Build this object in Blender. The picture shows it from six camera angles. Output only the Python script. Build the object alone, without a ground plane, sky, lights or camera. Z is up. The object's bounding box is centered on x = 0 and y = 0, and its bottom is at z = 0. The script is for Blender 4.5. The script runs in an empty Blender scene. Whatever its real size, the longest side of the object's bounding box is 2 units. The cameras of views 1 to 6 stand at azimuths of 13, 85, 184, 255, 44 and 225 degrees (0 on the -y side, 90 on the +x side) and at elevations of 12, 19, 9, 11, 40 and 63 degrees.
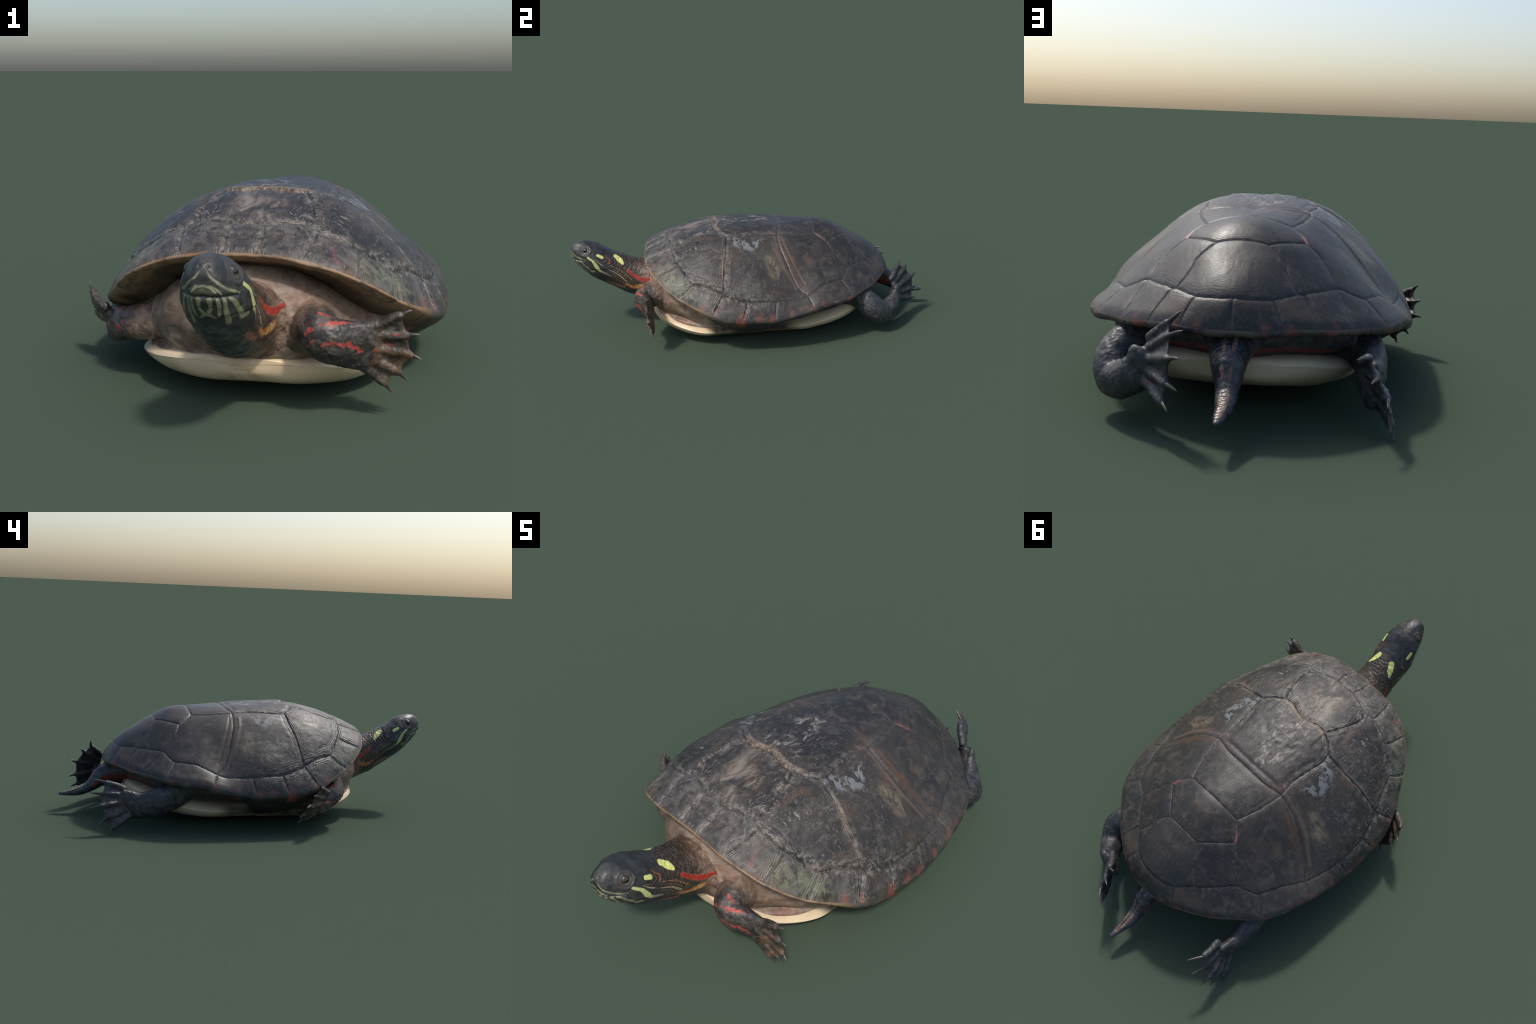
import bpy, bmesh, math
import numpy as np
from mathutils import Vector, Matrix, noise
from mathutils.geometry import delaunay_2d_cdt

X0 = 0.026            # the shell's plane of symmetry lies at x = X0


def V(*a):
    return np.array(a, float)


def unit(v):
    return v / (np.linalg.norm(v) + 1e-12)


def smooth01(t):
    t = np.clip(t, 0, 1)
    return t * t * (3 - 2 * t)


def catmull(pts, per=8):
    """Catmull-Rom resampling of rows of control values."""
    P = np.array(pts, float)
    P = np.vstack([2 * P[0] - P[1], P, 2 * P[-1] - P[-2]])
    out = []
    for i in range(1, len(P) - 2):
        for k in range(per):
            t = k / per
            a, b, c, d = P[i - 1], P[i], P[i + 1], P[i + 2]
            out.append(.5 * (2 * b + (c - a) * t + (2 * a - 5 * b + 4 * c - d) * t * t + (3 * b - a - 3 * c + d) * t ** 3))
    out.append(P[-2])
    return np.array(out)


def new_object(name, verts, faces, material=None, parent=None, smooth=True):
    me = bpy.data.meshes.new(name)
    me.from_pydata([tuple(map(float, v)) for v in verts], [], [tuple(map(int, f)) for f in faces])
    me.update()
    if smooth:
        me.shade_smooth()
    ob = bpy.data.objects.new(name, me)
    bpy.context.collection.objects.link(ob)
    if material:
        me.materials.append(material)
    if parent:
        ob.parent = parent
    return ob


LATTICE = np.random.default_rng(11).uniform(-1, 1, (64, 64, 64))


def noise3(P, scale, seed=0., octaves=3):
    """Fractal value noise, evaluated for all points at once."""
    P = np.asarray(P, float) * scale + V(seed * 7.3, seed * 3.1, seed * 5.7)
    total, amp = np.zeros(len(P)), 1.
    for _ in range(octaves):
        i = np.floor(P).astype(int)
        f = P - i
        f = f * f * f * (f * (f * 6 - 15) + 10)
        for dx in (0, 1):
            wx = f[:, 0] if dx else 1 - f[:, 0]
            for dy in (0, 1):
                wy = f[:, 1] if dy else 1 - f[:, 1]
                for dz in (0, 1):
                    wz = f[:, 2] if dz else 1 - f[:, 2]
                    total += amp * wx * wy * wz * LATTICE[(i[:, 0] + dx) % 64, (i[:, 1] + dy) % 64, (i[:, 2] + dz) % 64]
        P = P * 2.03 + 11.7
        amp *= .5
    return total


# ------------------------------------------------------------------ materials
class Nodes:
    """Small helper that writes shader node trees as expressions."""

    def __init__(self, name):
        self.mat = bpy.data.materials.new(name)
        self.mat.use_nodes = True
        self.t = self.mat.node_tree
        self.t.nodes.clear()
        self.out = self.t.nodes.new("ShaderNodeOutputMaterial")
        self.bsdf = self.t.nodes.new("ShaderNodeBsdfPrincipled")
        self.t.links.new(self.bsdf.outputs[0], self.out.inputs[0])
        self.P = self.t.nodes.new("ShaderNodeTexCoord").outputs["Object"]
        self.chain = None

    def put(self, sock, v):
        if isinstance(v, bpy.types.NodeSocket):
            self.t.links.new(v, sock)
        elif isinstance(v, (int, float)):
            if sock.type in ("RGBA",):
                sock.default_value = (v, v, v, 1)
            elif sock.type == "VECTOR":
                sock.default_value = (v, v, v)
            else:
                sock.default_value = v
        else:
            v = tuple(float(q) for q in v)
            if sock.type == "RGBA" and len(v) == 3:
                v = v + (1,)
            sock.default_value = v

    def math(self, op, *a, clamp=False):
        n = self.t.nodes.new("ShaderNodeMath")
        n.operation = op
        n.use_clamp = clamp
        for s, v in zip(n.inputs, a):
            self.put(s, v)
        return n.outputs[0]

    def vec(self, op, *a):
        n = self.t.nodes.new("ShaderNodeVectorMath")
        n.operation = op
        for i, v in enumerate(a):
            self.put(n.inputs["Scale"] if op == "SCALE" and i == 1 else n.inputs[i], v)
        return n.outputs["Value"] if op in ("DOT_PRODUCT", "LENGTH", "DISTANCE") else n.outputs[0]

    def noise(self, scale, detail=4, rough=.55, distort=0., stretch=None, seed=0., vec=None, color=False):
        v = vec or self.P
        if stretch or seed:
            m = self.t.nodes.new("ShaderNodeMapping")
            self.put(m.inputs["Vector"], v)
            m.inputs["Scale"].default_value = stretch or (1, 1, 1)
            m.inputs["Location"].default_value = (seed * 1.7, seed * 2.3, seed * .9)
            v = m.outputs[0]
        n = self.t.nodes.new("ShaderNodeTexNoise")
        self.put(n.inputs["Vector"], v)
        n.inputs["Scale"].default_value = scale
        n.inputs["Detail"].default_value = detail
        n.inputs["Roughness"].default_value = rough
        n.inputs["Distortion"].default_value = distort
        return n.outputs["Color" if color else 0]

    def voronoi(self, scale, feature="F1", out="Distance", vec=None, stretch=None, randomness=1.):
        v = vec or self.P
        if stretch:
            m = self.t.nodes.new("ShaderNodeMapping")
            self.put(m.inputs["Vector"], v)
            m.inputs["Scale"].default_value = stretch
            v = m.outputs[0]
        n = self.t.nodes.new("ShaderNodeTexVoronoi")
        n.feature = feature
        self.put(n.inputs["Vector"], v)
        n.inputs["Scale"].default_value = scale
        n.inputs["Randomness"].default_value = randomness
        return n.outputs[out]

    def step(self, x, lo, hi):
        n = self.t.nodes.new("ShaderNodeMapRange")
        n.interpolation_type = "SMOOTHSTEP"
        self.put(n.inputs[0], x)
        for i, v in zip((1, 2), (lo, hi)):
            self.put(n.inputs[i], v)
        if not isinstance(lo, bpy.types.NodeSocket) and lo > hi:
            n.inputs[1].default_value, n.inputs[2].default_value = hi, lo
            n.inputs[3].default_value, n.inputs[4].default_value = 1, 0
        return n.outputs[0]

    def mix(self, f, a, b, mode="MIX"):
        n = self.t.nodes.new("ShaderNodeMix")
        n.data_type = "RGBA"
        n.blend_type = mode
        self.put(n.inputs[0], f)
        self.put(n.inputs[6], a)
        self.put(n.inputs[7], b)
        return n.outputs[2]

    def xyz(self, v=None):
        n = self.t.nodes.new("ShaderNodeSeparateXYZ")
        self.put(n.inputs[0], v or self.P)
        return n.outputs

    def combine(self, *a):
        n = self.t.nodes.new("ShaderNodeCombineXYZ")
        for s, v in zip(n.inputs, a):
            self.put(s, v)
        return n.outputs[0]

    def warp(self, amount, scale, vec=None):
        v = vec or self.P
        c = self.noise(scale, 2, vec=v, color=True)
        return self.vec("ADD", v, self.vec("SCALE", self.vec("SUBTRACT", c, (.5, .5, .5)), amount))

    def stroke(self, vec, pts):
        """Distance from vec to a tapering polyline; pts rows are x, y, z, radius."""
        best = None
        for a, b in zip(pts[:-1], pts[1:]):
            A, B = np.array(a[:3]), np.array(b[:3])
            if self.chain is not None:      # keeps the segments in one sequence, which spares shader stack
                pa = self.vec("SUBTRACT", self.vec("MULTIPLY_ADD", self.chain, (1e-9, 1e-9, 1e-9), vec), tuple(A))
            else:
                pa = self.vec("SUBTRACT", vec, tuple(A))
            ba = B - A
            h = self.math("MULTIPLY", self.vec("DOT_PRODUCT", pa, tuple(ba)), 1 / max(ba @ ba, 1e-9), clamp=True)
            d = self.vec("DISTANCE", pa, self.vec("SCALE", tuple(ba), h))
            d = self.math("SUBTRACT", d, self.math("MULTIPLY_ADD", h, b[3] - a[3], a[3]))
            best = d if best is None else self.math("MINIMUM", best, d)
            self.chain = best
        return best

    def bump(self, height, strength=.4, distance=.004, normal=None):
        n = self.t.nodes.new("ShaderNodeBump")
        n.inputs["Strength"].default_value = strength
        n.inputs["Distance"].default_value = distance
        self.put(n.inputs["Height"], height)
        if normal is not None:
            self.put(n.inputs["Normal"], normal)
        return n.outputs[0]

    def finish(self, color, rough=.5, normal=None, spec=.5):
        self.put(self.bsdf.inputs["Base Color"], color)
        self.put(self.bsdf.inputs["Roughness"], rough)
        self.put(self.bsdf.inputs["Specular IOR Level"], spec)
        if normal is not None:
            self.put(self.bsdf.inputs["Normal"], normal)
        return self.mat


def plain(name, c, rough=.5):
    n = Nodes(name)
    return n.finish(c, rough)



# ------------------------------------------------------------------ carapace
# Outline of the shell (right half, x from the midline) and points over the dome: x, y, height.
EDGE = [(0, -.592, .462), (.10, -.593, .459), (.17, -.588, .450), (.25, -.568, .425), (.324, -.533, .391), (.396, -.467, .340), (.460, -.369, .286),
        (.523, -.251, .241), (.55, -.16, .224), (.556, -.05, .213), (.557, .07, .208), (.549, .18, .221), (.531, .28, .243), (.50, .40, .262),
        (.45, .504, .27), (.371, .586, .278), (.278, .667, .287), (.15, .742, .297), (.07, .766, .296), (0, .773, .294)]
DOME = [(.117, -.206, .578), (.20, -.147, .558), (.19, .125, .551), (.138, .337, .533), (.184, .388, .502), (.0825, .514, .499), (.182, .625, .374),
        (.365, -.17, .450), (.45, -.178, .356), (.46, .236, .294), (.157, -.432, .519), (0, -.467, .520), (.305, -.437, .437), (0, .14, .568),
        (.382, .454, .333), (.375, .02, .426), (.487, .03, .325), (.53, .03, .258), (0, -.40, .540), (0, -.28, .570), (0, -.18, .582),
        (0, -.066, .584), (0, .075, .577), (0, .3, .565), (0, .4, .557), (0, .46, .541), (0, .53, .503), (0, .66, .423), (0, .72, .374),
        (.31, -.30, .482), (.42, -.28, .381), (.31, .28, .441), (.40, .31, .356), (.28, .0, .505), (.245, .215, .506)]


def surface_through(points):
    P = np.array([p for q in points for p in ((q,) if q[0] == 0 else (q, (-q[0], q[1], q[2])))])
    n = len(P)
    phi = lambda a: np.sqrt(((a[:, None] - P[None, :, :2]) ** 2).sum(-1)) ** 3
    Q = np.c_[np.ones(n), P[:, :2]]
    A = np.block([[phi(P[:, :2]) + 1e-5 * np.eye(n), Q], [Q.T, np.zeros((3, 3))]])
    w = np.linalg.solve(A, np.r_[P[:, 2], 0, 0, 0])
    return lambda xy: phi(np.atleast_2d(xy)) @ w[:n] + np.c_[np.ones(len(np.atleast_2d(xy))), np.atleast_2d(xy)] @ w[n:]


dome = surface_through(EDGE + DOME)


def mirror(line):
    return [(-x, y) for x, y in line][::-1]


# Seams between the scutes, in plan, right half.
NUCHAL = [(.047, -.470), (.045, -.52), (.047, -.589)]
INNER = [(.0, -.466), (.047, -.470), (.10, -.455), (.155, -.436), (.20, -.444), (.255, -.432), (.306, -.415), (.36, -.378), (.407, -.342),
         (.443, -.255), (.473, -.187), (.496, -.12), (.508, -.066), (.514, .005), (.510, .087), (.494, .17), (.471, .258), (.43, .35),
         (.382, .452), (.335, .482), (.297, .505), (.25, .56), (.197, .615), (.180, .628), (.114, .69), (.05, .716), (0, .722)]
V1_C1 = [(.155, -.436), (.173, -.385), (.165, -.33), (.14, -.25), (.117, -.205)]
V1_V2 = [(-.117, -.205), (-.085, -.214), (-.045, -.196), (0, -.187), (.04, -.199), (.08, -.215), (.117, -.205)]
V2_C1 = [(.117, -.205), (.165, -.182), (.20, -.146)]
C1_C2 = [(.20, -.146), (.285, -.150), (.367, -.170), (.44, -.180), (.473, -.187)]
V2_C2 = [(.20, -.146), (.207, -.10), (.196, -.03), (.185, .05), (.192, .13)]
V2_V3 = [(-.192, .13), (-.11, .148), (0, .148), (.11, .148), (.192, .13)]
C2_C3 = [(.192, .13), (.28, .142), (.365, .177), (.432, .212), (.471, .258)]
V3_C3 = [(.192, .13), (.176, .22), (.160, .27), (.137, .336)]
V3_V4 = [(-.137, .336), (-.06, .339), (0, .338), (.06, .34), (.137, .336)]
V4_C3 = [(.137, .336), (.165, .362), (.190, .406)]
C3_C4 = [(.190, .406), (.228, .42), (.262, .452), (.297, .505)]
V4_C4 = [(.190, .406), (.14, .461), (.081, .515)]
V4_V5 = [(-.081, .515), (0, .517), (.081, .515)]
V5_C4 = [(.081, .515), (.132, .55), (.150, .59), (.180, .628)]
MARGINAL = [  # inner end, outer end of each seam between two marginals
    ((.20, -.444), (.176, -.582)), ((.306, -.415), (.322, -.53)), ((.407, -.342), (.432, -.432)), ((.473, -.187), (.527, -.252)),
    ((.508, -.066), (.555, -.092)), ((.510, .087), (.557, .073)), ((.471, .258), (.534, .285)), ((.382, .452), (.45, .504)),
    ((.297, .505), (.35, .613)), ((.197, .615), (.25, .69)), ((.114, .69), (.147, .743)), ((0, .722), (0, .773))]

STEP = .0048


def wobble(x, y, amp=.0022):
    return (x + amp * noise.noise((abs(x) * 38, y * 38, 1.3)) * (1 if x >= 0 else -1) * min(1, abs(x) / .02), y + amp * noise.noise((abs(x) * 38, y * 38, 7.7)))


def fine(line, rough=True):
    """A seam resampled at STEP with a little natural wobble; its ends stay put."""
    P = catmull([(x, y) for x, y in line], 24) if len(line) > 2 else np.array([line[0], line[1]], float)
    s = np.r_[0, np.cumsum(np.linalg.norm(np.diff(P, axis=0), axis=1))]
    n = max(2, int(round(s[-1] / STEP)))
    q = np.linspace(0, s[-1], n + 1)
    R = np.c_[np.interp(q, s, P[:, 0]), np.interp(q, s, P[:, 1])]
    if rough:
        R[1:-1] = [wobble(*p) for p in R[1:-1]]
    return [tuple(np.round(p, 7)) for p in R]


rim_line = fine([(x, y) for x, y, z in EDGE], False)
inner_line = fine(INNER)


def nearest(line, p):
    return int(np.argmin([(a - p[0]) ** 2 + (b - p[1]) ** 2 for a, b in line]))


def between(line, p, q):
    i, j = nearest(line, p), nearest(line, q)
    return line[i:j + 1] if i <= j else line[j:i + 1][::-1]


def snapped(line, start=None, end=None):
    R = fine(line)
    if start is not None:
        R[0] = start
    if end is not None:
        R[-1] = end
    return R


on_inner = lambda p: inner_line[nearest(inner_line, p)]
on_rim = lambda p: rim_line[nearest(rim_line, p)]
S = {}
S["v1c1"] = snapped(V1_C1, start=on_inner(V1_C1[0]))
S["v1v2"], S["v2c1"] = fine(V1_V2), fine(V2_C1)
S["c1c2"] = snapped(C1_C2, end=on_inner(C1_C2[-1]))
S["v2c2"], S["v2v3"] = fine(V2_C2), fine(V2_V3)
S["c2c3"] = snapped(C2_C3, end=on_inner(C2_C3[-1]))
S["v3c3"], S["v3v4"], S["v4c3"] = fine(V3_C3), fine(V3_V4), fine(V4_C3)
S["c3c4"] = snapped(C3_C4, end=on_inner(C3_C4[-1]))
S["v4c4"], S["v4v5"] = fine(V4_C4), fine(V4_V5)
S["v5c4"] = snapped(V5_C4, end=on_inner(V5_C4[-1]))
for k in ("v1v2", "v2v3", "v3v4", "v4v5"):      # keep both ends on the mirrored nodes
    S[k][0], S[k][-1] = (-S[k][-1][0], S[k][-1][1]), S[k][-1]


def loop(*lines):
    out = []
    for l in lines:
        out += l[:-1] if out == [] or out[-1] != l[0] else l[:-1]
    return out


def rev(l):
    return l[::-1]


scutes = []          # name, outline


def both(name, *lines):
    p = loop(*lines)
    scutes.append((name, p))
    scutes.append((name, mirror(p)))


i0 = on_inner((.155, -.436))
front = between(inner_line, i0, (0, -.466))
scutes.append(("vertebral_scute", loop(front, mirror(front), [(-x, y) for x, y in S["v1c1"]], S["v1v2"], rev(S["v1c1"]))))
scutes.append(("vertebral_scute", loop(rev(S["v1v2"]), [(-x, y) for x, y in S["v2c1"]], [(-x, y) for x, y in S["v2c2"]], S["v2v3"], rev(S["v2c2"]), rev(S["v2c1"]))))
scutes.append(("vertebral_scute", loop(rev(S["v2v3"]), [(-x, y) for x, y in S["v3c3"]], S["v3v4"], rev(S["v3c3"]))))
scutes.append(("vertebral_scute", loop(rev(S["v3v4"]), [(-x, y) for x, y in S["v4c3"]], [(-x, y) for x, y in S["v4c4"]], S["v4v5"], rev(S["v4c4"]), rev(S["v4c3"]))))
back = between(inner_line, (.180, .628), (0, .722))
scutes.append(("vertebral_scute", loop(rev(S["v4v5"]), [(-x, y) for x, y in S["v5c4"]], [(-x, y) for x, y in back], rev(back), rev(S["v5c4"]))))
both("costal_scute", S["v1c1"], S["v2c1"], S["c1c2"], rev(between(inner_line, i0, S["c1c2"][-1])))
both("costal_scute", S["v2c2"], S["c2c3"], rev(between(inner_line, S["c1c2"][-1], S["c2c3"][-1])), rev(S["c1c2"]))
both("costal_scute", S["v3c3"], S["v4c3"], S["c3c4"], rev(between(inner_line, S["c2c3"][-1], S["c3c4"][-1])), rev(S["c2c3"]))
both("costal_scute", S["v4c4"], S["v5c4"], rev(between(inner_line, S["c3c4"][-1], S["v5c4"][-1])), rev(S["c3c4"]))
cuts = []
for a, b in [(NUCHAL[0], NUCHAL[-1])] + MARGINAL:
    cuts.append(snapped([a, ((a[0] * .5 + b[0] * .5) + (0 if a[0] == 0 else .004), a[1] * .5 + b[1] * .5), b], start=on_inner(a), end=on_rim(b)))
cuts[-1] = [(0., y) for x, y in cuts[-1]]
nuchal_half = between(inner_line, (0, -.466), cuts[0][0]) + cuts[0][1:] + between(rim_line, cuts[0][-1], (0, -.588))[1:]
scutes.append(("nuchal_scute", nuchal_half + [(-x, y) for x, y in nuchal_half[::-1][1:-1]]))
for a, b in zip(cuts[:-1], cuts[1:]):
    both("marginal_scute", rev(a), between(inner_line, a[0], b[0]), b, rev(between(rim_line, a[-1], b[-1])))

seam_points = np.array([p for n, q in scutes for p in q])
rim_arr = np.array(rim_line + mirror(rim_line))
seam_points = seam_points[np.array([np.min(np.hypot(*(rim_arr - p).T)) > .002 for p in seam_points])]

# secondary growth rims that run along some seams
GROWTH = [
    ([(.178, -.43), (.197, -.38), (.190, -.32), (.168, -.24), (.150, -.205)], .0035, .004),
    ([(.225, -.125), (.29, -.128), (.37, -.148), (.44, -.158)], .003, .005),
    ([(.225, .15), (.28, .168), (.36, .208), (.42, .245)], .0045, .006),
    ([(.235, .105), (.29, .115), (.37, .148), (.43, .18)], -.004, .008),
    ([(.165, .17), (.155, .22), (.143, .27)], .003, .004),
    ([(-.16, .115), (-.08, .118), (0, .118), (.08, .118), (.16, .115)], .004, .010),
    ([(.23, -.40), (.30, -.385), (.36, -.345), (.41, -.27)], .003, .005),
    ([(.20, -.12), (.175, -.06), (.16, .02), (.165, .09)], .004, .012),
]
growth = []
for line, depth, width in GROWTH:
    a = np.array(fine(line))
    growth.append((a, depth, width))
    if line[0][0] > 0:
        growth.append((a * (-1, 1), depth, width))


def seam_distance(xy, pts, chunk=3000):
    return np.concatenate([np.sqrt(((xy[i:i + chunk, None] - pts[None]) ** 2).sum(-1).min(1)) for i in range(0, len(xy), chunk)])


def relief(xy, seam, inside):
    """Height of the shell's own relief: grooves at the seams, growth rims, lumps."""
    d = seam_distance(xy, seam)
    h = -.0055 * np.exp(-(d / .0032) ** 2) - .0032 * np.exp(-(d / .015) ** 2) + .003
    h = .003 + (h - .003) * (.5 + .5 * smooth01((.25 - xy[:, 1]) / .5))
    for pts, depth, width in growth:
        near = (np.abs(xy - pts.mean(0)) < np.ptp(pts, axis=0) / 2 + .05).all(1)
        if near.any():
            h[near] -= .5 * depth * np.exp(-(seam_distance(xy[near], pts) / width) ** 2)
    # the second vertebral lies proud of the first, with a stepped front
    sx = np.abs(xy[:, 0])
    front_y = np.interp(sx, [0, .045, .085, .117], [-.188, -.196, -.214, -.205])
    inside2 = (xy[:, 1] > front_y) & (sx < .125)
    h += .006 * inside2 * np.exp(-np.clip(xy[:, 1] - front_y, 0, 1) / .05)
    h -= .004 * (~inside2) * (sx < .12) * np.exp(-np.clip(front_y - xy[:, 1], 0, 1) / .03)
    p3 = np.c_[np.abs(xy[:, 0]), xy[:, 1], np.zeros(len(xy))]
    h += .0016 * noise3(p3, 9, 2, 2)
    worn = .35 + .65 * smooth01((.25 - xy[:, 1]) / .5)          # the fore part is rougher
    h += .0008 * worn * noise3(p3 * (2.2, 1, 1), 26, 4, 3)
    rough2 = np.exp(-((xy[:, 0] / .12) ** 2 + ((xy[:, 1] + .05) / .12) ** 2) ** 2)
    ridge = 1 - np.abs(noise3(p3 * (2.0, 1, 1), 16, 9, 4)) * 2
    h += .0010 * rough2 * (ridge - .6)
    return h


def shell_points(xy, seam=seam_points):
    xy = np.asarray(xy, float)
    e = .004
    z = dome(xy)
    gx = (dome(xy + (e, 0)) - dome(xy - (e, 0))) / (2 * e)
    gy = (dome(xy + (0, e)) - dome(xy - (0, e))) / (2 * e)
    n = np.c_[-gx, -gy, np.ones(len(xy))]
    n /= np.linalg.norm(n, axis=1)[:, None]
    h = relief(xy, seam, None)
    edge = seam_distance(xy, rim_arr)
    h *= smooth01(edge / .02) * .6 + .4
    z_round = -.006 * np.exp(-edge / .006)
    P = np.c_[xy[:, 0] + X0, xy[:, 1], z] + n * h[:, None]
    P[:, 2] += z_round
    return P


def fill(outline):
    """Constrained triangulation of one scute with an even grid inside."""
    O = np.array(outline)
    lo, hi = O.min(0), O.max(0)
    g = STEP
    gx, gy = np.meshgrid(np.arange(lo[0], hi[0], g), np.arange(lo[1], hi[1], g * .866))
    gx = gx + (np.arange(gx.shape[0]) % 2)[:, None] * g / 2
    G = np.c_[gx.ravel(), gy.ravel()]
    x, y = G.T
    inside = np.zeros(len(G), bool)
    for (ax, ay), (bx, by) in zip(O, np.roll(O, -1, 0)):
        c = ((ay > y) != (by > y)) & (x < (bx - ax) * (y - ay) / (by - ay + 1e-15) + ax)
        inside ^= c
    G = G[inside]
    if len(G):
        G = G[seam_distance(G, O) > g * .55]
    pts = [Vector(p) for p in O] + [Vector(p) for p in G]
    edges = [(i, (i + 1) % len(O)) for i in range(len(O))]
    v, e, f, *_ = delaunay_2d_cdt(pts, edges, [], 1, 1e-7)
    v = np.array([tuple(p) for p in v])
    faces = []
    for t in f:
        a, b, c = v[list(t)[:3]]
        faces.append(t if (b[0] - a[0]) * (c[1] - a[1]) - (b[1] - a[1]) * (c[0] - a[0]) > 0 else t[::-1])
    return v, faces


# MATERIALS BEGIN
def fold(n, centre=None):
    """Coordinates mirrored onto the right half: |x - midline|, y, z."""
    x, y, z = n.xyz()
    c = centre(y) if centre else X0
    ax = n.math("ABSOLUTE", n.math("SUBTRACT", x, c))
    return ax, y, z, n.combine(ax, y, z)


def cover(n, colour, dist, paint, soft=.002, amount=1.):
    """Lay `paint` over `colour` where the stroke distance is below zero."""
    m = n.step(dist, soft, -soft)
    if amount != 1.:
        m = n.math("MULTIPLY", m, amount)
    return n.mix(m, colour, paint)


SEAMS_PLAN = [
    [(.0, -.466), (.10, -.455), (.155, -.436), (.20, -.444), (.306, -.415), (.36, -.378), (.407, -.342), (.443, -.255), (.473, -.187), (.508, -.066), (.514, .005), (.494, .17), (.471, .258), (.382, .452), (.297, .505), (.197, .615), (.114, .69), (0, .722)],
    [(.155, -.436), (.172, -.37), (.14, -.25), (.117, -.205), (.165, -.182), (.20, -.146), (.367, -.170), (.473, -.187)],
    [(0, -.188), (.04, -.199), (.082, -.214), (.117, -.205)], [(.20, -.146), (.202, -.08), (.185, .05), (.192, .13), (.28, .142), (.365, .177), (.471, .258)],
    [(0, .148), (.11, .148), (.192, .13), (.176, .22), (.137, .336), (.190, .406), (.228, .42), (.297, .505)], [(0, .338), (.137, .336)],
    [(.190, .406), (.081, .515), (.14, .57), (.180, .628)], [(0, .516), (.081, .515)]]


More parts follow.
